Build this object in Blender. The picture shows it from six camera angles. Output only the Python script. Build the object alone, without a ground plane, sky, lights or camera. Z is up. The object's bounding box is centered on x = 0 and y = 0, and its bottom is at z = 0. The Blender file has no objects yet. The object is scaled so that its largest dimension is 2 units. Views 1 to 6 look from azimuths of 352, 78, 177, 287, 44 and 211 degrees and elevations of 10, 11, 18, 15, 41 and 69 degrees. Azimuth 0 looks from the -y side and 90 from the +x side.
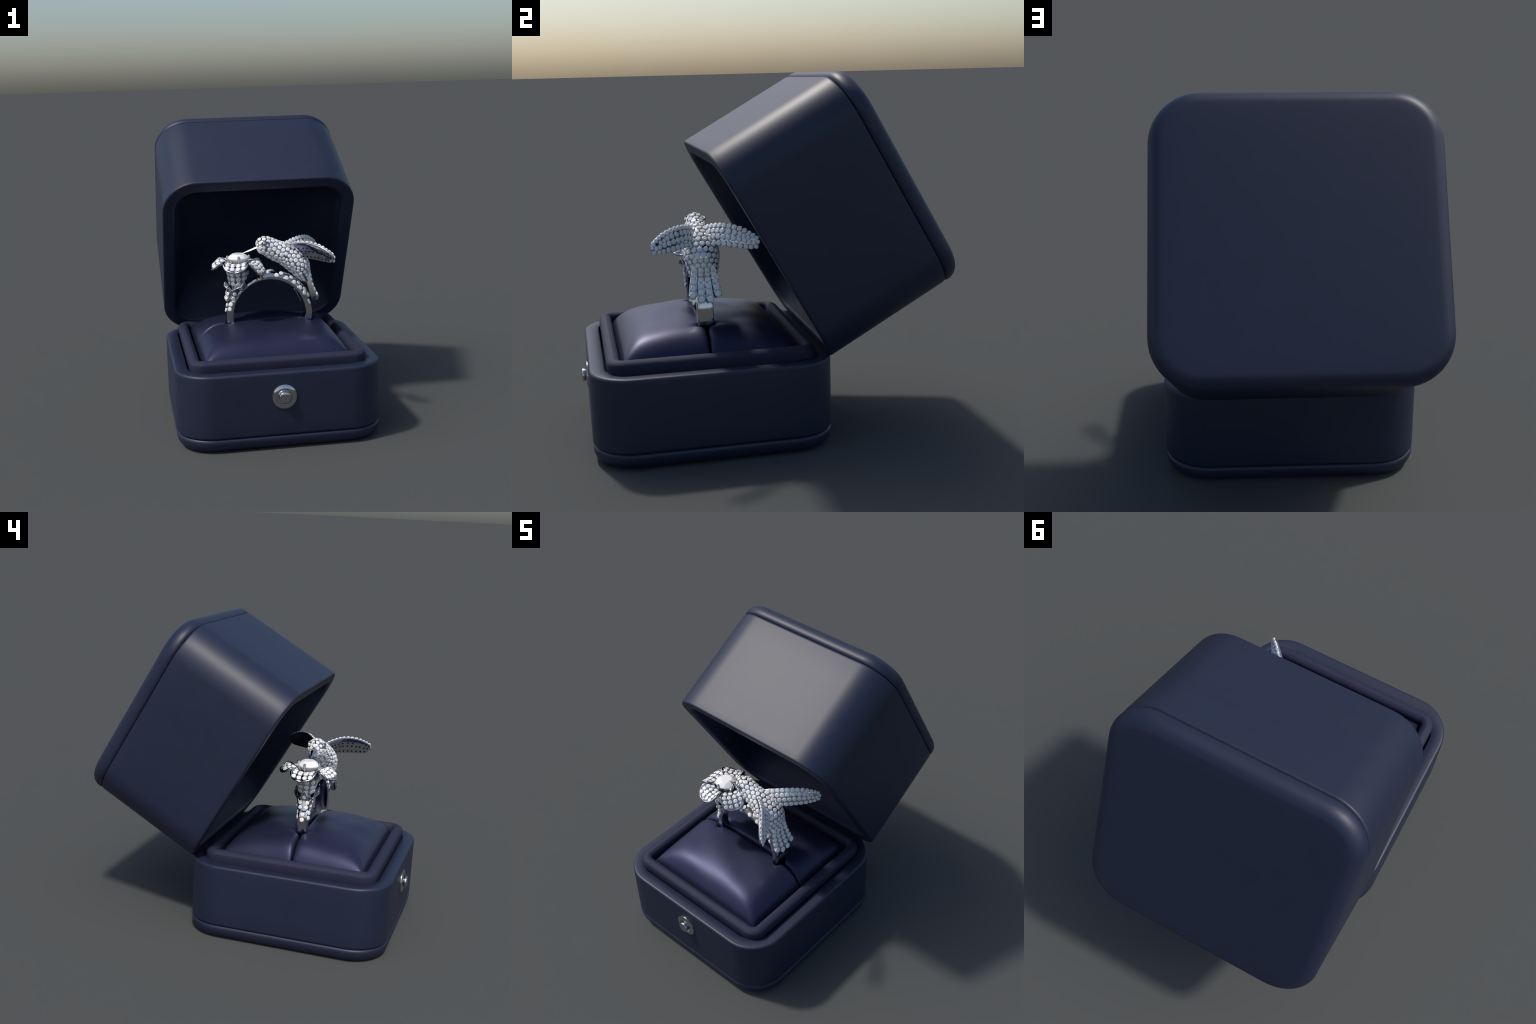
"""Open navy jewellery box holding a pave-set hummingbird-and-flower ring."""
import bpy, bmesh, math, random
from math import sin, cos, pi, radians, sqrt
from mathutils import Vector, Matrix

random.seed(7)
COL = bpy.context.scene.collection

# ------------------------------------------------------------------ materials
def new_mat(name):
    m = bpy.data.materials.new(name)
    m.use_nodes = True
    nt = m.node_tree
    return m, nt, nt.nodes["Principled BSDF"]

def soft_material(name, col_a, col_b, rough, spec=0.5, sheen=0.0, sheen_tint=(1, 1, 1), scale=9.0,
                  grain=900.0, bump=0.02, coat=0.0):
    """Dyed leather or satin: faint tone drift plus a very fine grain."""
    m, nt, b = new_mat(name)
    N, L = nt.nodes, nt.links
    tc = N.new("ShaderNodeTexCoord")
    n1 = N.new("ShaderNodeTexNoise"); n1.inputs["Scale"].default_value = scale; n1.inputs["Detail"].default_value = 4
    L.new(tc.outputs["Object"], n1.inputs["Vector"])
    r = N.new("ShaderNodeValToRGB")
    r.color_ramp.elements[0].position = 0.3; r.color_ramp.elements[0].color = (*col_a, 1)
    r.color_ramp.elements[1].position = 0.7; r.color_ramp.elements[1].color = (*col_b, 1)
    L.new(n1.outputs["Fac"], r.inputs["Fac"])
    L.new(r.outputs["Color"], b.inputs["Base Color"])
    n2 = N.new("ShaderNodeTexNoise"); n2.inputs["Scale"].default_value = grain; n2.inputs["Detail"].default_value = 2
    L.new(tc.outputs["Object"], n2.inputs["Vector"])
    bp = N.new("ShaderNodeBump"); bp.inputs["Strength"].default_value = bump; bp.inputs["Distance"].default_value = 0.001
    L.new(n2.outputs["Fac"], bp.inputs["Height"])
    L.new(bp.outputs["Normal"], b.inputs["Normal"])
    b.inputs["Roughness"].default_value = rough
    b.inputs["Specular IOR Level"].default_value = spec
    b.inputs["Sheen Weight"].default_value = sheen
    b.inputs["Sheen Roughness"].default_value = 0.4
    b.inputs["Sheen Tint"].default_value = (*sheen_tint, 1)
    b.inputs["Coat Weight"].default_value = coat
    return m

LEATHER = soft_material("navy_leather", (0.0112, 0.0166, 0.0415), (0.0125, 0.0182, 0.0445), 0.49, 0.5)
VELVET = soft_material("navy_velvet", (0.0195, 0.0218, 0.0480), (0.0215, 0.0238, 0.0515), 0.72, 0.28)
LINING = soft_material("lining_fabric", (0.0105, 0.0135, 0.0350), (0.0120, 0.0152, 0.0385), 0.6, 0.35)
SATIN = soft_material("navy_satin", (0.0132, 0.0153, 0.0360), (0.0150, 0.0170, 0.0392), 0.43, 0.6)
SATIN.node_tree.nodes["Principled BSDF"].inputs["Specular Tint"].default_value = (0.50, 0.52, 0.90, 1)

def metal(name, col, rough):
    m, nt, b = new_mat(name)
    N, L = nt.nodes, nt.links
    tc = N.new("ShaderNodeTexCoord")
    n = N.new("ShaderNodeTexNoise"); n.inputs["Scale"].default_value = 30.0
    L.new(tc.outputs["Object"], n.inputs["Vector"])
    mr = N.new("ShaderNodeMapRange")
    mr.inputs["To Min"].default_value = rough * 0.8; mr.inputs["To Max"].default_value = rough * 1.2
    L.new(n.outputs["Fac"], mr.inputs["Value"])
    L.new(mr.outputs["Result"], b.inputs["Roughness"])
    b.inputs["Base Color"].default_value = (*col, 1)
    b.inputs["Metallic"].default_value = 1.0
    return m

SILVER = metal("polished_white_gold", (0.60, 0.605, 0.62), 0.09)
STEEL = metal("polished_steel", (0.58, 0.59, 0.60), 0.10)
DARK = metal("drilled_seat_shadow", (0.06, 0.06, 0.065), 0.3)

def stone_material():
    m, nt, b = new_mat("white_gemstone")
    N, L = nt.nodes, nt.links
    oi = N.new("ShaderNodeObjectInfo")
    r = N.new("ShaderNodeValToRGB")
    r.color_ramp.elements[0].color = (0.84, 0.845, 0.86, 1)
    r.color_ramp.elements[1].color = (0.90, 0.90, 0.905, 1)
    L.new(oi.outputs["Random"], r.inputs["Fac"])
    L.new(r.outputs["Color"], b.inputs["Base Color"])
    b.inputs["Roughness"].default_value = 0.18
    b.inputs["Specular IOR Level"].default_value = 0.5
    return m

STONE = stone_material()

# ------------------------------------------------------------------ helpers
def empty(name, loc, label=None, category=None):
    o = bpy.data.objects.new(name, None)
    o.location = loc
    o.empty_display_size = 0.1
    COL.objects.link(o)
    if label:
        o["label"] = label
        o["category"] = category
    return o

def obj(name, verts, faces, mat, parent=None, smooth=True, angle=None):
    me = bpy.data.meshes.new(name)
    me.from_pydata([tuple(v) for v in verts], [], faces)
    me.validate()
    bm = bmesh.new(); bm.from_mesh(me)
    bmesh.ops.recalc_face_normals(bm, faces=bm.faces)
    bm.to_mesh(me); bm.free()
    return obj_from_mesh(name, me, mat, parent, smooth, angle)

def obj_from_mesh(name, me, mat, parent=None, smooth=True, angle=None):
    if mat:
        me.materials.append(mat)
    for p in me.polygons:
        p.use_smooth = smooth
    if smooth and angle is not None:
        me.set_sharp_from_angle(angle=radians(angle))
    o = bpy.data.objects.new(name, me)
    COL.objects.link(o)
    if parent:
        attach(o, parent)
    return o

def attach(o, parent):
    """parent without moving: meshes are built in world space, only the empties carry an offset"""
    o.parent = parent
    o.matrix_parent_inverse = Matrix.Translation(-parent.location) if parent.type == 'EMPTY' else Matrix.Identity(4)

def loft(rings, closed=True, cap0=True, cap1=True):
    verts, faces = [], []
    n = len(rings[0])
    for r in rings:
        verts += [Vector(p) for p in r]
    for i in range(len(rings) - 1):
        for j in range(n if closed else n - 1):
            k = (j + 1) % n
            faces.append((i * n + j, i * n + k, (i + 1) * n + k, (i + 1) * n + j))
    if cap0:
        faces.append(tuple(range(n - 1, -1, -1)))
    if cap1:
        b = (len(rings) - 1) * n
        faces.append(tuple(range(b, b + n)))
    return verts, faces

def rounded_loop(hx, hy, r, z, cx=0.0, cy=0.0, seg=12, side=3):
    """one horizontal rounded-rectangle loop, same vertex count for any size"""
    pts = []
    r = max(r, 0.002)
    cs = [(1, 1), (-1, 1), (-1, -1), (1, -1)]
    for k, (sx, sy) in enumerate(cs):
        for i in range(seg + 1):
            a = k * pi / 2 + i / seg * pi / 2
            pts.append(Vector((cx + sx * (hx - r) + r * cos(a), cy + sy * (hy - r) + r * sin(a), z)))
    out = []
    m = seg + 1
    for k in range(4):
        out += pts[k * m:(k + 1) * m]
        a, b = pts[(k + 1) * m - 1], pts[((k + 1) % 4) * m]
        out += [a.lerp(b, i / (side + 1)) for i in range(1, side + 1)]
    return out

def profile_box(W, D, R, prof, cy, closed_profile=False, cap0=False, cap1=False):
    rings = [rounded_loop(W - i, D - i, R - i, z, 0, cy) for i, z in prof]
    if closed_profile:
        rings.append(rings[0])
        v, f = loft(rings[:-1], True, False, False)
        n = len(rings[0]); b = (len(rings) - 2) * n
        for j in range(n):
            k = (j + 1) % n
            f.append((b + j, b + k, k, j))
        return v, f
    return loft(rings, True, cap0, cap1)

def arc(cx, cz, rx, rz, a0, a1, n):
    return [(cx + rx * cos(radians(a0 + (a1 - a0) * i / n)), cz + rz * sin(radians(a0 + (a1 - a0) * i / n))) for i in range(n + 1)]

def catmull(pts, n):
    """n+1 samples, evenly by chord length, through control points of any dimension"""
    P = [tuple(p) for p in pts]
    P = [tuple(2 * a - b for a, b in zip(P[0], P[1]))] + P + [tuple(2 * a - b for a, b in zip(P[-1], P[-2]))]
    dense = []
    for i in range(1, len(P) - 2):
        p0, p1, p2, p3 = P[i - 1:i + 3]
        for s in range(24):
            t = s / 24
            dense.append(tuple(0.5 * (2 * b + (c - a) * t + (2 * a - 5 * b + 4 * c - d) * t * t + (3 * b - a - 3 * c + d) * t ** 3)
                               for a, b, c, d in zip(p0, p1, p2, p3)))
    dense.append(P[-2])
    L = [0]
    for a, b in zip(dense, dense[1:]):
        L.append(L[-1] + sqrt(sum((x - y) ** 2 for x, y in zip(a, b))))
    out, j = [], 0
    for i in range(n + 1):
        t = L[-1] * i / n
        while j < len(L) - 2 and L[j + 1] < t:
            j += 1
        f = (t - L[j]) / max(L[j + 1] - L[j], 1e-9)
        out.append(tuple(x + (y - x) * f for x, y in zip(dense[j], dense[j + 1])))
    return out

def tube(path, radius, seg=8, closed=False):
    """round wire along a path; radius may be a number or a function of 0..1"""
    P = [Vector(p) for p in path]
    n = len(P)
    rings = []
    up = None
    for i, p in enumerate(P):
        a = P[(i - 1) % n] if (closed or i) else P[0]
        b = P[(i + 1) % n] if (closed or i < n - 1) else P[-1]
        t = (b - a).normalized()
        if up is None:
            up = Vector((0, 0, 1)) if abs(t.z) < 0.9 else Vector((1, 0, 0))
        side = t.cross(up).normalized()
        up = side.cross(t).normalized()
        r = radius(i / max(n - 1, 1)) if callable(radius) else radius
        rings.append([p + (side * cos(2 * pi * k / seg) + up * sin(2 * pi * k / seg)) * r for k in range(seg)])
    if closed:
        v, f = loft(rings, True, False, False)
        b = (n - 1) * seg
        # match the last ring to the first by nearest vertex
        off = min(range(seg), key=lambda o: (rings[-1][0] - rings[0][o]).length)
        for k in range(seg):
            k2 = (k + 1) % seg
            f.append((b + k, b + k2, (k2 + off) % seg, (k + off) % seg))
        return v, f
    return loft(rings)

def merge(*parts):
    V, F = [], []
    for v, f in parts:
        o = len(V)
        V += list(v)
        F += [tuple(i + o for i in x) for x in f]
    return V, F

def ball(c, r, seg=10, rings=6, squash=(1, 1, 1)):
    c = Vector(c)
    R = []
    for i in range(1, rings):
        a = pi * i / rings
        R.append([c + Vector((r * squash[0] * sin(a) * cos(2 * pi * j / seg), r * squash[1] * sin(a) * sin(2 * pi * j / seg), r * squash[2] * cos(a))) for j in range(seg)])
    return loft(R)

# ================================================================== THE BOX
W, YB, DEPTH, ZT, R = 0.6385, 0.3090, 1.2755, 0.4840, 0.2256
CY, HD = YB - DEPTH / 2, DEPTH / 2
WALL = 0.081
CAP_H = 0.095

box = empty("ring_box", (0, CY, 0), "open navy leather ring box with cushioned insert", "jewellery box")

# base: foot roll, groove, straight wall, softly rounded top rim, recess
foot = [(0.30, 0.0), (0.10, 0.0)] + [(0.064 - 0.064 * sin(radians(a)), 0.070 - 0.070 * cos(radians(a))) for a in range(0, 91, 9)] + \
       [(0.001, 0.078), (0.005, 0.084), (0.012, 0.0885), (0.03, 0.0895)]
v, f = profile_box(W, HD, R, foot, CY, cap0=True)
obj("base_foot", v, f, LEATHER, box, angle=60)
wall = [(0.03, 0.0895), (0.012, 0.0895), (0.005, 0.092), (0.001, 0.098), (0.0, 0.106), (0.0, 0.2), (0.0, 0.36), (0.0, ZT - 0.02)] + \
       [(0.016 - 0.016 * cos(radians(a)), ZT - 0.016 + 0.016 * sin(radians(a))) for a in range(15, 91, 15)] + \
       [(0.03, ZT), (WALL - 0.005, ZT), (WALL, ZT - 0.004), (WALL + 0.004, ZT - 0.10), (0.35, ZT - 0.12)]
v, f = profile_box(W, HD, R, wall, CY, cap1=True)
obj("base_wall", v, f, LEATHER, box, angle=60)

# collar: raised soft roll standing in the recess
CI, CT, CH = WALL + 0.009, 0.069, 0.065
collar = [(CI + 0.004, ZT - 0.09), (CI + 0.004, ZT - 0.006), (CI, ZT + 0.012), (CI, ZT + 0.036)] + \
         [(CI + 0.042 - 0.042 * cos(radians(a)), ZT + 0.038 + (CH - 0.038) * sin(radians(a))) for a in range(10, 91, 10)] + \
         [(CI + CT - 0.032 + 0.032 * sin(radians(a)), ZT + CH - 0.036 + 0.036 * cos(radians(a))) for a in range(10, 91, 10)] + \
         [(CI + CT, ZT), (CI + CT, ZT - 0.09)]
v, f = profile_box(W, HD, R - 0.045, collar, CY, closed_profile=True)
obj("collar", v, f, VELVET, box, angle=70)

# cushion: two padded halves that press together along a slot
RY = -0.336          # plane of the ring and the slot
RCX, RCZ, RI = 0.0225, 0.695, 0.236   # ring centre and inner radius
PHX, PHY = 0.484, 0.478
PZ0, PH = 0.44, 0.229
LEGS = ((-0.240, 0.034), (0.287, 0.044))

def slot_half(x):
    g = 0.0075
    for lx, lw in LEGS:
        g += (lw - 0.006) * math.exp(-((x - lx) / 0.025) ** 4)
    return g

def cushion_height(x, d):
    """d: distance from the slot plane"""
    sx, sy = min(abs(x) / PHX, 1), min(d / PHY, 1)
    fx = max(1 - sx ** 7.0, 0) ** 0.80
    fy = max(1 - sy ** 7.5, 0) ** 0.66
    hug = (max(fx, 0.02) ** -3.5 + max(fy, 0.02) ** -3.5 - 1) ** (-1 / 3.5)   # soft minimum keeps a mitre ridge at the corners
    z = PZ0 + PH * hug * (1 - 0.21 * sy ** 1.4) * (1 - 0.09 * sx ** 2)
    e = max(d - slot_half(x), 0)
    z -= (0.020 * math.exp(-e / 0.010) + 0.005 * math.exp(-e / 0.035)) * (0.4 + 0.6 * fx)
    z += (0.004 * sin(7.3 * x + 2.0) * sin(9.1 * d + 1.2 * x) + 0.0022 * sin(19 * x - 11 * d) * sin(14 * d + 5 * x)) * hug
    return z

def cushion(sign):
    nx, ny = 120, 64
    rows = []
    for j in range(ny + 1):
        t = j / ny
        row = []
        for i in range(nx + 1):
            s = i / nx * 2 - 1
            x = PHX * (sin(s * pi / 2) * 0.5 + s * 0.5)
            g = slot_half(x)
            d = g + (PHY - g) * (1 - (1 - t) ** 1.6 if t < 1 else 1) if False else g + (PHY - g) * (0.5 - 0.5 * cos(pi * t))
            row.append(Vector((x, RY + sign * d, cushion_height(x, d))))
        rows.append(row)
    # the slot face drops straight down, the outline closes underneath
    slotrow = [Vector((p.x, p.y, PZ0 - 0.03)) for p in rows[0]]
    mid = [Vector((p.x, p.y - sign * 0.002, PZ0 + (p.z - PZ0) * 0.5)) for p in rows[0]]
    allrows = [slotrow, mid] + rows + [[Vector((p.x, p.y, PZ0 - 0.03)) for p in rows[-1]]]
    v, f = loft(allrows, closed=False, cap0=False, cap1=False)
    return obj("cushion", v, f, SATIN, box, angle=75)

cushion(-1)
cushion(1)

# press button on the front wall
def turned(name, prof, centre, mat, parent, seg=48, angle=35):
    """lathe around -y: profile of (radius, distance out from the wall)"""
    rings = [[Vector((centre[0] + r * cos(2 * pi * k / seg), centre[1] - d, centre[2] + r * sin(2 * pi * k / seg))) for k in range(seg)] for r, d in prof]
    v, f = loft(rings)
    return obj(name, v, f, mat, parent, angle=angle)

FRONT = CY - HD
BX, BZ = 0.0015, 0.333
button = turned("clasp_button", [(0.066, -0.004), (0.0745, -0.002), (0.0755, 0.003), (0.0745, 0.006)] +
                [(0.0745 - 0.028 * i / 6, 0.006 + 0.0075 * sin(pi / 2 * i / 6)) for i in range(1, 7)] + [(0.0452, 0.0132), (0.0442, 0.012), (0.0438, 0.003), (0.004, 0.003)],
                (BX, FRONT, BZ), STEEL, box)
turned("button_stud", [(0.033, 0.002), (0.0335, 0.0125), (0.0350, 0.0145), (0.0360, 0.016)] + [(0.0360, 0.029), (0.0345, 0.0318), (0.0325, 0.033), (0.004, 0.0332)],
       (BX, FRONT, BZ), STEEL, button)

# lid: modelled closed and level, then swung open about the rear edge
LID_L = 1.279
LBODY, LH = 0.735, 0.832
lid_c = -LID_L / 2
SWING = Matrix.Translation((0, 0.3035, 0.4610)) @ Matrix.Rotation(radians(-60.45), 4, 'X')

def lid_obj(name, vf, mat, angle=60):
    v, f = vf
    return obj(name, [SWING @ Vector(p) for p in v], f, mat, box, angle=angle)

HL = LID_L / 2
shell = [(WALL + 0.006, 0.02), (WALL, 0.008), (WALL - 0.008, 0.0008), (WALL - 0.02, 0.0), (0.02, 0.0)] + \
        [(0.012 - 0.012 * sin(radians(a)), 0.012 - 0.012 * cos(radians(a))) for a in range(0, 91, 15)] + \
        [(0, 0.05), (0, 0.3), (0, 0.55), (0, LBODY - 0.016), (0.001, LBODY - 0.008), (0.005, LBODY - 0.003), (0.013, LBODY), (0.03, LBODY)]
lid_obj("lid_wall", profile_box(W, HL, R, shell, lid_c), LEATHER)
top = [(0.03, LBODY), (0.013, LBODY), (0.006, LBODY + 0.004), (0.001, LBODY + 0.012), (-0.001, LBODY + 0.022)] + \
      [(0.068 - 0.069 * cos(radians(a)), LBODY + 0.026 + (LH - LBODY - 0.028) * sin(radians(a))) for a in range(8, 91, 8)] + \
      [(0.10, LH - 0.001), (0.20, LH), (0.45, LH)]
lid_obj("lid_cap", profile_box(W, HL, R, top, lid_c, cap1=True), LEATHER)
# padded lining: a short lip, thick sloping walls, then a soft floor whose corners round off towards the middle
LW = WALL + 0.006
hw, hl, hr = W - LW, HL - LW, R - LW
BOWL = catmull([(0.992, 0.030), (0.970, 0.050), (0.935, 0.105), (0.890, 0.158), (0.800, 0.217), (0.640, 0.276), (0.420, 0.318), (0.200, 0.336), (0.030, 0.340)], 30)
rings = [rounded_loop(hw, hl, hr, 0.017, 0, lid_c)]
for f, depth in BOWL:
    ease = min(1.0, (1 - f) / 0.08)
    x, y = hw * f, (hl - 0.014 * ease) * f
    rings.append(rounded_loop(x, y, min(x, y) * min(0.98, hr / hw + 0.65 * (1 - f)), depth, 0, lid_c - 0.014 * ease))
lid_obj("lid_lining", loft(rings, True, False, True), LINING)

# ================================================================== THE RING
ring = empty("hummingbird_ring", (RCX, RY, RCZ - RI), "white gold ring with jewelled hummingbird sipping from flower", "ring")

# ---- gemstones -----------------------------------------------------------
def stone_mesh():
    """round cut stone of radius 1: girdle, crown facets, table"""
    n = 8
    V, F = [], []
    def ringpts(r, z, k, off=0.0):
        b = len(V)
        V.extend(Vector((r * cos(2 * pi * (i + off) / k), r * sin(2 * pi * (i + off) / k), z)) for i in range(k))
        return b
    low = ringpts(0.88, -0.40, 16)
    g0 = ringpts(1.0, -0.16, 16)
    g1 = ringpts(1.0, 0.02, 16)
    cr = ringpts(0.885, 0.13, 8, 0.5)
    tb = ringpts(0.70, 0.235, 8, 0.0)
    for a, b in ((low, g0), (g0, g1)):
        for i in range(16):
            j = (i + 1) % 16
            F.append((a + i, a + j, b + j, b + i))
    for i in range(8):
        j = (i + 1) % 8
        p, q, s = g1 + 2 * i, g1 + 2 * i + 1, g1 + (2 * i + 2) % 16
        F.append((p, q, cr + i)); F.append((q, s, cr + i))
        F.append((p, cr + i, tb + i)); F.append((cr + i, s, tb + j)); F.append((cr + i, tb + j, tb + i))
    F.append(tuple(tb + i for i in range(8)))
    F.append(tuple(low + i for i in range(15, -1, -1)))
    me = bpy.data.meshes.new("gemstone")
    me.from_pydata([tuple(v) for v in V], [], F)
    me.validate()
    bm = bmesh.new(); bm.from_mesh(me); bmesh.ops.recalc_face_normals(bm, faces=bm.faces); bm.to_mesh(me); bm.free()
    me.materials.append(STONE)
    return me

GEM = stone_mesh()
STONES = []      # (radius, parent, matrix, centre, normal)

def set_stone(parent, p, n, r, lift=0.38):
    r *= 0.930
    n = Vector(n).normalized()
    c = Vector(p) + n * r * lift
    q = n.to_track_quat('Z', 'Y')
    m = Matrix.Translation(c) @ q.to_matrix().to_4x4() @ Matrix.Rotation(random.uniform(0, pi / 4), 4, 'Z') @ Matrix.Diagonal((r, r, r, 1))
    STONES.append((r, parent, m, c, n))

def fill_gaps(parent, candidates, r, slack=0.94):
    """set further small stones wherever a candidate seat still has room"""
    have = [(x[3], x[0]) for x in STONES]
    for p, n in candidates:
        c = p + n * r * 0.38
        if all((c - q).length > (r + rq) * slack for q, rq in have if abs(q.x - c.x) < 0.04):
            set_stone(parent, p, n, r)
            have.append((c, r))

def finish_stones(limit=300):
    order = sorted(range(len(STONES)), key=lambda i: -STONES[i][0])
    single = set(order[:limit])
    rest, beads = {}, {}
    for i, (r, parent, m, c, n) in enumerate(STONES):
        if i in single:
            o = bpy.data.objects.new("gemstone", GEM)
            COL.objects.link(o)
            o.matrix_basis = m
            attach(o, parent)
        else:
            rest.setdefault(parent.name, []).append(m)
        # little claw beads around every stone
        t = n.orthogonal().normalized(); b = n.cross(t)
        a0 = random.uniform(0, pi)
        for k in range(4):
            a = a0 + k * pi / 2 + random.uniform(-0.25, 0.25)
            p = c + (t * cos(a) + b * sin(a)) * r * 1.07 - n * r * 0.05
            if all((p - s[3]).length > s[0] * 0.98 for s in STONES if abs(s[3].x - p.x) < 0.05 and abs(s[3].z - p.z) < 0.05 and s[3] is not c):
                beads.setdefault(parent.name, []).append(ball(p, r * 0.20, 6, 4))
    for pn, ms in rest.items():
        src_v = [v.co.copy() for v in GEM.vertices]
        src_f = [tuple(p.vertices) for p in GEM.polygons]
        v, f = merge(*[([m @ c for c in src_v], src_f) for m in ms])
        o = obj("gemstone_pave", v, f, STONE, bpy.data.objects[pn], smooth=False)
        o["kind"] = "stuff"
    for pn, bs in beads.items():
        v, f = merge(*bs)
        o = obj("claw_beads", v, f, SILVER, bpy.data.objects[pn])
        o["kind"] = "stuff"

# ---- band -----------------------------------------------------------------
def band_outer(a):
    """outer radius by angle in degrees (0 = right leg, 90 = top, 180 = left leg)"""
    keys = [(-180, .281), (-90, .279), (0, .282), (20, .283), (40, .283), (60, .284), (80, .285), (92, .285), (100, .276), (106, .263), (125, .257), (140, .262), (152, .276), (165, .284), (180, .281)]
    for (a0, r0), (a1, r1) in zip(keys, keys[1:]):
        if a0 <= a <= a1:
            t = (a - a0) / (a1 - a0); t = t * t * (3 - 2 * t)
            return r0 + (r1 - r0) * t
    return .281

def band_half(a):
    return 0.039 + 0.005 * cos(radians(a))

def band_point(a, r, y):
    return Vector((RCX + r * cos(radians(a)), RY + y, RCZ + 0.985 * r * sin(radians(a))))

rings = []
for i in range(144):
    a = -180 + 360 * i / 144
    ro, h = band_outer(a), band_half(a)
    dome = max(0.0, min(1.0, (a - 12) / 14)) * max(0.0, min(1.0, (108 - a) / 10))
    c = 0.008 + 0.010 * dome
    sec = [(RI + 0.004, -h), (ro - c * 1.6, -h), (ro - c * 0.4, -h + c * 0.6), (ro, -h + c * 1.8), (ro + 0.001, 0), (ro, h - c * 1.8), (ro - c * 0.4, h - c * 0.6), (ro - c * 1.6, h),
           (RI + 0.004, h), (RI, h - 0.006), (RI - 0.001, 0), (RI, -h + 0.006)]
    rings.append([band_point(a, r, y) for r, y in sec])
v, f = loft(rings, True, False, False)
n = len(rings[0]); b = (len(rings) - 1) * n
f += [(b + j, b + (j + 1) % n, (j + 1) % n, j) for j in range(n)]
band = obj("ring_band", v, f, SILVER, ring, angle=14)

# diagonal rows of stones over the shoulder under the bird
for k, a in enumerate((96, 79, 64.5, 52, 40, 30.5)):
    for j, yy in enumerate((-1.0, -0.62, 0.0, 0.62, 1.0)):
        aa = a - 6.2 * j * (1 if k else 0.6)
        if aa < 20:
            continue
        h = band_half(aa)
        if j in (0, 4):
            nrm = (band_point(aa, 1, 0) - band_point(aa, 0, 0)).normalized() * 0.55 + Vector((0, -1 if j == 0 else 1, 0))
            p = band_point(aa, band_outer(aa) - 0.017, yy * (h - 0.001))
        else:
            nrm = (band_point(aa, 1, 0) - band_point(aa, 0, 0)).normalized() + Vector((0, yy * 1.5, 0))
            p = band_point(aa, band_outer(aa) + 0.002 - 0.006 * abs(yy), yy * h)
        set_stone(band, p, nrm, 0.0158, 0.4)
# left leg, below the calyx
for a, j0 in ((156.5, 0), (163, 1), (170, 2)):
    h = band_half(a)
    for yy in ((-1, 0, 1) if j0 else (-1, 1)):
        out = (band_point(a, 1, 0) - band_point(a, 0, 0)).normalized()
        if yy:
            set_stone(band, band_point(a - 1.5, band_outer(a) - 0.017, yy * h * 0.98), out * 0.45 + Vector((0, yy, 0)), 0.0150)
        else:
            set_stone(band, band_point(a + 1.5, band_outer(a), 0), out, 0.0150)

# spur that runs down the inside of the right shoulder
path = [band_point(42 - 26 * i / 14, RI - 0.001 - 0.008 * sin(pi * min(1, i / 10) / 2), 0.010 + 0.004 * i / 14) for i in range(15)]
v, f = tube(path, lambda t: 0.0065 - 0.001 * t, 8)
obj("stem_spur", v, f, SILVER, ring)

# ---- hummingbird body -------------------------------------------------------
SPINE = [  # x, z, radius in the mirror plane, radius across
    (-0.046, 1.150, 0.012, 0.012), (-0.038, 1.150, 0.031, 0.030), (-0.020, 1.150, 0.047, 0.045), (0.010, 1.147, 0.056, 0.052),
    (0.044, 1.131, 0.058, 0.053), (0.082, 1.111, 0.061, 0.059), (0.130, 1.091, 0.065, 0.069), (0.180, 1.056, 0.070, 0.083),
    (0.223, 1.014, 0.068, 0.090), (0.247, 0.968, 0.053, 0.084), (0.268, 0.928, 0.034, 0.074), (0.285, 0.885, 0.016, 0.062)]
NB, SEG = 46, 32
spine = catmull(SPINE, NB)

def body_frame(i):
    a, b = spine[max(i - 1, 0)], spine[min(i + 1, NB)]
    t = Vector((b[0] - a[0], 0, b[1] - a[1])).normalized()
    return Vector((spine[i][0], RY, spine[i][1])), t, Vector((-t.z, 0, t.x)) * (1 if t.x > 0 else 1)

def body_point(i, ang):
    """ang 0 = back (up), 90 = +y side, 180 = belly; i may be fractional"""
    i0 = max(0, min(int(i), NB - 1)); fr = i - i0
    def at(k):
        c, t, up = body_frame(k)
        return c + up * spine[k][2] * cos(ang) + Vector((0, 1, 0)) * spine[k][3] * sin(ang)
    return at(i0).lerp(at(i0 + 1), fr)

def body_normal(i, ang):
    e = 0.05
    du = body_point(min(i + 0.5, NB), ang) - body_point(max(i - 0.5, 0), ang)
    dv = body_point(i, ang + e) - body_point(i, ang - e)
    n = du.cross(dv).normalized()
    c = body_frame(int(round(i)))[0]
    return n if n.dot(body_point(i, ang) - c) > 0 else -n

rings = [[body_point(i, 2 * pi * k / SEG) for k in range(SEG)] for i in range(NB + 1)]
NECK = 17
def body_part(name, lo, hi, c0, c1):
    v, f = loft(rings[lo:hi + 1], True, c0, c1)
    o = obj(name, v, f, SILVER, ring)
    nr = []
    for i in range(lo, hi + 1):
        for k in range(SEG):
            nr.append(body_normal(max(i, 1), 2 * pi * k / SEG))
    o.data.normals_split_custom_set_from_vertices(nr)
    return o
head = body_part("bird_head", 0, NECK, True, False)
torso = body_part("bird_torso", NECK, NB, False, True)

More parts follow.
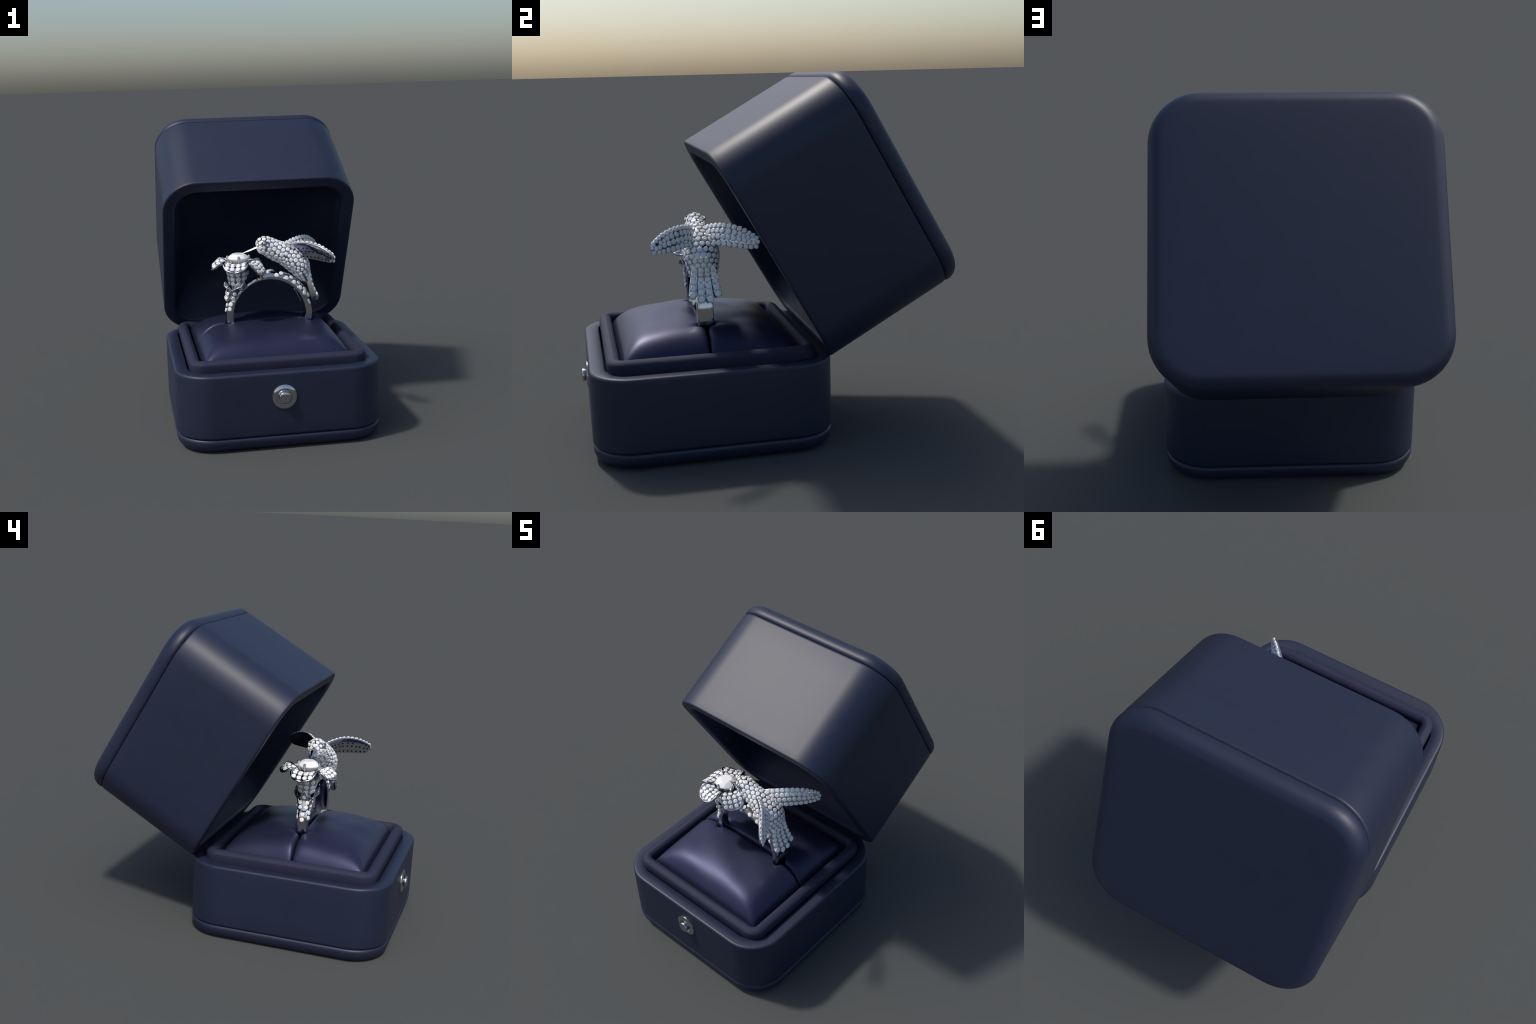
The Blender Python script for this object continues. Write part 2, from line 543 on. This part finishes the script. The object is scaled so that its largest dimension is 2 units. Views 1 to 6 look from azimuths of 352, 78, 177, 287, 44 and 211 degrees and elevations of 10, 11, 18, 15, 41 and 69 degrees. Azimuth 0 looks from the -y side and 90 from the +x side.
# beak: long tapering blade with a ridge
bk = catmull([(-0.036, 1.148, 0.0185, 0.0270), (-0.064, 1.1355, 0.0128, 0.0180), (-0.100, 1.120, 0.007, 0.0085), (-0.147, 1.1035, 0.0015, 0.0015)], 10)
rr = []
for x, z, rz, ry in bk:
    rr.append([Vector((x, RY, z + rz)), Vector((x, RY + ry * 0.62, z + rz * 0.45)), Vector((x, RY + ry, z - rz * 0.25)), Vector((x, RY, z - rz)),
               Vector((x, RY - ry, z - rz * 0.25)), Vector((x, RY - ry * 0.62, z + rz * 0.45))])
v, f = loft(rr)
obj("beak", v, f, SILVER, head, angle=30)

# eyes: polished ball in a drop-shaped bezel
for s in (-1, 1):
    c = Vector((0.000, RY + s * 0.0480, 1.168))
    v, f = ball(c, 0.0150, 16, 10, (1, 0.8, 1))
    obj("eye", v, f, SILVER, head)
    loop = [c + Vector((0.0185 * cos(2 * pi * k / 20) + (0.010 if cos(2 * pi * k / 20) > 0.8 else 0), s * (0.004 + 0.002 * cos(2 * pi * k / 20)), 0.0165 * sin(2 * pi * k / 20))) for k in range(20)]
    v, f = tube(loop, 0.0042, 6, closed=True)
    obj("eye_rim", v, f, SILVER, head)

# stones packed over the body in staggered rows running round it
def arc_len(i0, i1, ang):
    return (body_point(i1, ang) - body_point(i0, ang)).length

placed = []
i, row, cnt = 1.4, 0, 0
EYES = [Vector((0.004, RY + s * 0.050, 1.168)) for s in (-1, 1)]
BEAK0 = Vector((-0.048, RY, 1.148))
while i < NB - 3.5:
    girth = sum((body_point(i, 2 * pi * (k + 1) / 48) - body_point(i, 2 * pi * k / 48)).length for k in range(48))
    if not cnt or abs(girth / cnt - 0.0305) > 0.0022:
        cnt = max(4, int(round(girth / 0.0305)))
    r = min(max(0.485 * girth / cnt, 0.0120), 0.0160)
    for k in range(cnt):
        target = girth * (((k + (0.5 if row % 2 else 0.0)) / cnt) % 1.0)   # even spacing by arc length
        acc, ang = 0.0, 0.0
        for q in range(96):
            a0, a1 = 2 * pi * q / 96, 2 * pi * (q + 1) / 96
            d = (body_point(i, a1) - body_point(i, a0)).length
            if acc + d >= target:
                ang = a0 + (a1 - a0) * (target - acc) / max(d, 1e-9)
                break
            acc += d
        p = body_point(i, ang)
        if any((p - e).length < 0.026 for e in EYES) or (p - BEAK0).length < 0.0235:
            continue
        if any((p - q).length < 0.0225 for q in placed):
            continue
        placed.append(p)
        near = min([(p - q).length for q in placed[:-1]] or [1])
        set_stone(head if i <= NECK else torso, p, body_normal(i, ang), min(r, max(near - 0.0145, 0.0115)))
    j = i
    while j < NB and 0.5 * (arc_len(i, j, pi / 2) + arc_len(i, j, 0)) < 1.76 * r:
        j += 0.1
    i = j
    row += 1

cand = []
for q in range(int(2.0 / 0.25), int((NB - 4) / 0.25)):
    for k in range(72):
        p = body_point(q * 0.25, 2 * pi * k / 72)
        if all((p - e).length > 0.030 for e in EYES) and (p - BEAK0).length > 0.027:
            cand.append((q * 0.25, p, body_normal(q * 0.25, 2 * pi * k / 72)))
for rad in (0.0150, 0.0125, 0.0105):
    fill_gaps(head, [(p, n) for q, p, n in cand if q <= NECK], rad)
    fill_gaps(torso, [(p, n) for q, p, n in cand if q > NECK], rad)

# ---- wings ------------------------------------------------------------------
LEAD = [(0.112, 0.022, 1.140), (0.150, 0.045, 1.158), (0.203, 0.081, 1.172), (0.252, 0.121, 1.178), (0.292, 0.161, 1.174), (0.328, 0.203, 1.163), (0.358, 0.237, 1.146), (0.386, 0.267, 1.124), (0.401, 0.279, 1.103)]
TRAIL = [(0.222, 0.040, 1.062), (0.255, 0.066, 1.066), (0.287, 0.095, 1.067), (0.325, 0.143, 1.063), (0.350, 0.180, 1.060), (0.371, 0.212, 1.059), (0.388, 0.243, 1.059), (0.399, 0.266, 1.067), (0.4035, 0.2755, 1.078)]
NU, NV = 40, 12
lead, trail = catmull(LEAD, NU), catmull(TRAIL, NU)

def wing_point(s, u, v):
    k = min(int(u * NU), NU - 1); fr = u * NU - k
    L = Vector(lead[k]).lerp(Vector(lead[k + 1]), fr)
    T = Vector(trail[k]).lerp(Vector(trail[k + 1]), fr)
    p = L.lerp(T, v)
    c = T - L
    w = c.length
    bulge = Vector((0.80, 0.12, 0.50)).normalized() * (0.13 * w * 4 * v * (1 - v)) * (1 - 0.25 * u)
    p = p + bulge
    return Vector((p.x, RY + s * p.y, p.z))

def wing_normal(s, u, v):
    e = 0.01
    a = wing_point(s, min(u + e, 1), v) - wing_point(s, max(u - e, 0), v)
    b = wing_point(s, u, min(v + e, 1)) - wing_point(s, u, max(v - e, 0))
    n = a.cross(b).normalized()
    return n if n.x > 0 else -n

TH = 0.0135
for s in (-1, 1):
    top_g = [[wing_point(s, i / NU, j / NV) for j in range(NV + 1)] for i in range(NU + 1)]
    bot_g = [[wing_point(s, i / NU, j / NV) - wing_normal(s, min(max(i / NU, .02), .97), j / NV) * TH for j in range(NV + 1)] for i in range(NU + 1)]
    sec = [t + list(reversed(bb)) for t, bb in zip(top_g, bot_g)]
    v, f = loft(sec)
    wing = obj("wing", v, f, SILVER, ring, angle=42)
    # wire along the leading edge
    v, f = tube([p[0] - wing_normal(s, min(i / NU, .97), 0) * TH * 0.6 for i, p in enumerate(top_g)], 0.0062, 8)
    obj("wing_rim", v, f, SILVER, wing)
    done = []
    for ri, vv in enumerate((0.10, 0.365, 0.63, 0.895)):
        u = 0.05 if ri % 2 == 0 else 0.09
        while u < 0.99:
            p = wing_point(s, u, vv)
            chord = sum((wing_point(s, u, (q + 1) / 8) - wing_point(s, u, q / 8)).length for q in range(8))
            r = min(max(chord * 0.135, 0.0128), 0.0160)
            span = (wing_point(s, min(u + 0.02, 1), vv) - wing_point(s, max(u - 0.02, 0), vv)).length / (min(u + 0.02, 1) - max(u - 0.02, 0))
            if all((p - q).length > 1.83 * r for q in done) and all((p - q).length > 0.018 for q in placed):
                done.append(p)
                set_stone(wing, p, wing_normal(s, min(u, 0.97), min(max(vv, .05), .95)), r)
                u += 2.0 * r / span
            else:
                u += 0.005
    cand = [(wing_point(s, a / 80, 0.08 + 0.84 * b / 20), wing_normal(s, min(a / 80, .97), 0.08 + 0.84 * b / 20)) for a in range(6, 80) for b in range(21)]
    for rad in (0.0148, 0.0125, 0.0108):
        fill_gaps(wing, cand, rad)
    # raised near-black discs modelled for the dark shade inside the underside holes
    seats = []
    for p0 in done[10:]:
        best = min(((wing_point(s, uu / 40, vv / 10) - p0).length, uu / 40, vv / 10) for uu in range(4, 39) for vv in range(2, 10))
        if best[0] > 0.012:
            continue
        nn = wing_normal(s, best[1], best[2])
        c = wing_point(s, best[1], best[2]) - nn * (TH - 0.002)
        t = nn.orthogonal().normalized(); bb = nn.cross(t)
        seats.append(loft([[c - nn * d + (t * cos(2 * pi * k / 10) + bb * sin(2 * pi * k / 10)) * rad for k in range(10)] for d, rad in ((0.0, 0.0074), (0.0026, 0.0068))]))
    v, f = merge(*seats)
    o = obj("seat_shadow_discs", v, f, DARK, wing, angle=30)
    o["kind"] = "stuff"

# ---- tail feathers ------------------------------------------------------------
FEATHERS = [((0.290, -0.049, 0.966), (0.338, -0.071, 0.800)), ((0.288, -0.0175, 0.956), (0.344, -0.0235, 0.775)),
            ((0.288, 0.0150, 0.956), (0.344, 0.0240, 0.775)), ((0.290, 0.046, 0.966), (0.338, 0.0700, 0.800))]
for fi, (a, b) in enumerate(FEATHERS):
    A, B = Vector(a) + Vector((0, RY, 0)), Vector(b) + Vector((0, RY, 0))
    t = (B - A).normalized()
    side = Vector((0, 1, 0)); side = (side - t * side.dot(t)).normalized()
    tiltn = side.cross(t).normalized()
    if tiltn.x < 0:
        tiltn = -tiltn
    outer = (fi - 1.5) / 1.5
    nrm = (tiltn + side * 0.10 * outer).normalized()
    side = t.cross(nrm).normalized()
    Ln = (B - A).length
    rings = []
    for i in range(15):
        q = i / 14
        w = 0.0164 + 0.0062 * q
        if q > 0.88:
            w *= sqrt(max(1 - ((q - 0.88) / 0.135) ** 2, 0.02))
        th = 0.020 + 0.016 * q if abs(outer) > 0.5 else 0.018 + 0.014 * q
        bow = nrm * 0.010 * sin(pi * q) * -1
        c = A + t * Ln * q + bow
        rings.append([c + side * w * 0.9, c + side * w - nrm * 0.003, c + side * w * 0.92 - nrm * th, c - side * w * 0.92 - nrm * th, c - side * w - nrm * 0.003, c - side * w * 0.9])
    v, f = loft(rings)
    feather = obj("tail_feather", v, f, SILVER, ring, angle=35)
    at = Ln - 0.002
    for k in range(6 if abs(outer) < 0.5 else 5):
        r = 0.0192 - 0.0008 * k
        at -= r
        q = at / Ln
        set_stone(feather, A + t * at - nrm * 0.010 * sin(pi * max(min(q, 1), 0)), nrm, r)
        at -= r - 0.0014

# ---- flower --------------------------------------------------------------------
FX, FZ = -0.169, 1.078          # centre of the big stone's girdle
def stem_x(z):
    k = [(0.78, -0.236), (0.82, -0.219), (0.87, -0.199), (0.90, -0.188), (0.985, -0.175), (1.10, -0.168)]
    for (z0, x0), (z1, x1) in zip(k, k[1:]):
        if z <= z1:
            return x0 + (x1 - x0) * (z - z0) / (z1 - z0)
    return k[-1][1]

def cup_r(z):
    k = [(0.80, 0.026), (0.86, 0.032), (0.895, 0.039), (0.93, 0.049), (0.965, 0.058), (1.00, 0.071), (1.03, 0.088)]
    for (z0, x0), (z1, x1) in zip(k, k[1:]):
        if z <= z1:
            return x0 + (x1 - x0) * (z - z0) / (z1 - z0)
    return k[-1][1]

zs = [0.80 + 0.23 * i / 20 for i in range(21)]
rings = [[Vector((stem_x(z) + cup_r(z) * cos(2 * pi * k / 28), RY + cup_r(z) * sin(2 * pi * k / 28), z)) for k in range(28)] for z in zs]
rings += [[Vector((stem_x(z) + r * cos(2 * pi * k / 28), RY + r * sin(2 * pi * k / 28), z)) for k in range(28)] for r, z in ((0.080, 1.028), (0.05, 1.00), (0.02, 0.985))]
v, f = loft(rings)
cup = obj("flower_cup", v, f, SILVER, ring, angle=60)
for k, (z, r, cnt, off) in enumerate(((0.915, 0.0158, 8, 0.0), (0.946, 0.0172, 9, 0.5), (0.979, 0.0175, 10, 0.0))):
    for j in range(cnt):
        a = 2 * pi * (j + off) / cnt + 0.2
        rad = cup_r(z)
        set_stone(cup, (stem_x(z) + rad * cos(a), RY + rad * sin(a), z), (cos(a), sin(a), -0.38), r)

PETALS = [(180, 0.038, 0.002), (256, 0.042, 0.008), (331, 0.066, -0.010), (43, 0.044, 0.002), (112, 0.022, 0.010)]
def petal_point(pa, droop, lift, s, t, off=0.0):
    """s: root to tip, t: -1..1 across"""
    w = 0.028 + 0.049 * sin(pi / 2 * min(s / 0.60, 1)) if s < 0.60 else 0.077 * sqrt(max(1 - ((s - 0.60) / 0.46) ** 2, 0))
    lat = w * sin(t * 1.15) / sin(1.15)
    rad = 0.060 + (0.128 if pa == 256 else 0.118) * s - 0.010 * (t * t) * s - 0.006 * math.exp(-(t / 0.25) ** 2) * s ** 3
    z = 1.030 + lift * s + 0.026 * sin(pi * min(s * 1.1, 1) * 0.75) - droop * s ** 2.2 + 0.012 * t * t * sin(pi * min(s + 0.1, 1)) - 0.005 * s * cos(pi * t)
    a = radians(pa)
    c = Vector((FX - 0.003 + rad * cos(a) - lat * sin(a), RY + rad * sin(a) + lat * cos(a), z))
    return c

for pa, droop, lift in PETALS:
    NS, NT = 18, 20
    def P(s, t):
        return petal_point(pa, droop, lift, s, t)
    def PN(s, t):
        e = 0.02
        n = (P(min(s + e, 1), t) - P(max(s - e, 0), t)).cross(P(s, min(t + e, 1)) - P(s, max(t - e, -1))).normalized()
        return n if n.z > 0 else -n
    smax = 0.985
    topg = [[P(smax * i / NS, j / NT * 2 - 1) for j in range(NT + 1)] for i in range(NS + 1)]
    botg = [[P(smax * i / NS, j / NT * 2 - 1) - PN(min(max(smax * i / NS, .03), .9), (j / NT * 2 - 1) * .95) * 0.010 for j in range(NT + 1)] for i in range(NS + 1)]
    sec = [a + list(reversed(b)) for a, b in zip(topg, botg)]
    v, f = loft(sec)
    petal = obj("petal", v, f, SILVER, ring, angle=50)
    outline = [P(smax * i / NS, -1) for i in range(2, NS)] + [P(smax, -1 + 2 * j / NT) for j in range(NT + 1)] + [P(smax * i / NS, 1) for i in range(NS - 1, 1, -1)]
    outline = catmull([tuple(p) for p in outline], 60)
    v, f = tube([Vector(p) + Vector((0, 0, 0.001)) for p in outline], 0.0070, 8)
    obj("petal_rim", v, f, SILVER, petal)
    mid = [P(smax * k / 60, 0.0) for k in range(61)]
    run = [0.0]
    for k in range(60):
        run.append(run[-1] + (mid[k + 1] - mid[k]).length)
    back, rowi = 0.0270, 0
    while back < run[-1] - 0.004:
        k = min(range(61), key=lambda q: abs(run[-1] - run[q] - back))
        s = smax * k / 60
        width = sum((P(s, -0.9 + 0.18 * (q + 1)) - P(s, -0.9 + 0.18 * q)).length for q in range(10)) - 0.030
        nst = max(2, int(width / 0.0308) + 1)
        for j in range(nst):
            t = (j / (nst - 1) * 2 - 1) * min(0.74, 0.74 * (nst - 1) * 0.0308 / max(width, 0.01))
            set_stone(petal, P(s, t), PN(s, t), 0.0150)
        back += 0.0285
        rowi += 1
    fill_gaps(petal, [(P(0.06 + 0.70 * a_ / 24, -0.66 + 1.32 * b_ / 24), PN(0.06 + 0.70 * a_ / 24, -0.66 + 1.32 * b_ / 24)) for a_ in range(25) for b_ in range(25)], 0.0118)

# large centre stone with a cut crown and deep pavilion
GR = 0.0695
V, F = [], []
def gring(r, z, k, off=0.0):
    b = len(V)
    V.extend(Vector((FX + r * cos(2 * pi * (i + off) / k + 0.2), RY + r * sin(2 * pi * (i + off) / k + 0.2), FZ + z)) for i in range(k))
    return b
cu = gring(0.004, -0.066, 8)
pv = gring(0.035, -0.038, 8, 0.5)
g0 = gring(GR, -0.004, 16)
g1 = gring(GR, 0.002, 16)
cr = gring(GR * 0.80, 0.0165, 8, 0.5)
tb = gring(GR * 0.56, 0.0275, 8)
for i in range(8):
    j = (i + 1) % 8
    F += [(cu + i, cu + j, pv + i), (pv + i, cu + j, pv + j)] if False else [(cu + i, cu + j, pv + i), (pv + i, cu + j, pv + j)]
    F += [(pv + i, g0 + 2 * i + 1, g0 + 2 * i), (pv + i, g0 + (2 * i + 2) % 16, g0 + 2 * i + 1), (pv + i, pv + j, g0 + (2 * i + 2) % 16)]
    p, q, s_ = g1 + 2 * i, g1 + 2 * i + 1, g1 + (2 * i + 2) % 16
    F += [(p, q, cr + i), (q, s_, cr + i), (p, cr + i, tb + i), (cr + i, s_, tb + j), (cr + i, tb + j, tb + i)]
for i in range(16):
    j = (i + 1) % 16
    F.append((g0 + i, g0 + j, g1 + j, g1 + i))
F.append(tuple(tb + i for i in range(8)))
F.append(tuple(cu + i for i in range(7, -1, -1)))
obj("centre_gemstone", V, F, STONE, ring, smooth=False)

for pa in (264, 354, 84, 174):
    a = radians(pa)
    d = Vector((cos(a), sin(a), 0))
    base = Vector((FX, RY, 0))
    pth = [base + d * r + Vector((0, 0, z)) for r, z in ((0.036, 1.000), (0.050, 1.030), (0.064, 1.058), (0.0715, 1.078), (0.0705, 1.088))]
    v, f = merge(tube(catmull([tuple(p) for p in pth], 10), lambda t: 0.0080, 8), ball(pth[-1] - d * 0.001, 0.0098, 10, 7))
    obj("prong", v, f, SILVER, ring)

# sepals hugging the cup
SEPALS = [185, 300, 65]
for pa in SEPALS:
    a = radians(pa)
    d, sd = Vector((cos(a), sin(a), 0)), Vector((-sin(a), cos(a), 0))
    def SP(s, t, out=0.0):
        z = 0.800 + 0.128 * s - 0.030 * abs(t) ** 1.5 * s
        w = 0.022 + 0.034 * sin(pi * min(s * 0.72 + 0.05, 1))
        if s > 0.60:
            w *= sqrt(max(1 - ((s - 0.60) / 0.42) ** 2, 0.0))
        rad = 0.034 + 0.016 * s + 0.030 * s ** 4 + out
        ang = t * w / max(rad, 0.03) * 1.0
        c = Vector((stem_x(min(z, 0.93)), RY, z))
        return c + (d * cos(ang) + sd * sin(ang)) * rad
    NS, NT = 16, 12
    outg = [[SP(0.985 * i / NS, j / NT * 2 - 1, 0.004) for j in range(NT + 1)] for i in range(NS + 1)]
    ing = [[SP(0.985 * i / NS, j / NT * 2 - 1, -0.006) for j in range(NT + 1)] for i in range(NS + 1)]
    v, f = loft([p + list(reversed(q)) for p, q in zip(outg, ing)])
    sepal = obj("sepal", v, f, SILVER, ring, angle=45)
    outline = [SP(0.985 * i / NS, -1) for i in range(2, NS)] + [SP(0.985, -1 + 2 * j / NT) for j in range(NT + 1)] + [SP(0.985 * i / NS, 1) for i in range(NS - 1, 1, -1)]
    v, f = tube(catmull([tuple(p) for p in outline], 48), 0.0062, 8)
    obj("sepal_rim", v, f, SILVER, sepal)
    for s, ts in ((0.16, (-0.45, 0.45)), (0.40, (-0.42, 0.42)), (0.66, (0.0,))):
        for t in ts:
            p = SP(s, t, 0.004)
            n = (SP(s + .02, t) - SP(s - .02, t)).cross(SP(s, t + .02) - SP(s, t - .02)).normalized()
            if n.dot(d) < 0:
                n = -n
            set_stone(sepal, p, n, 0.0140)

print("stones:", len(STONES))
finish_stones()
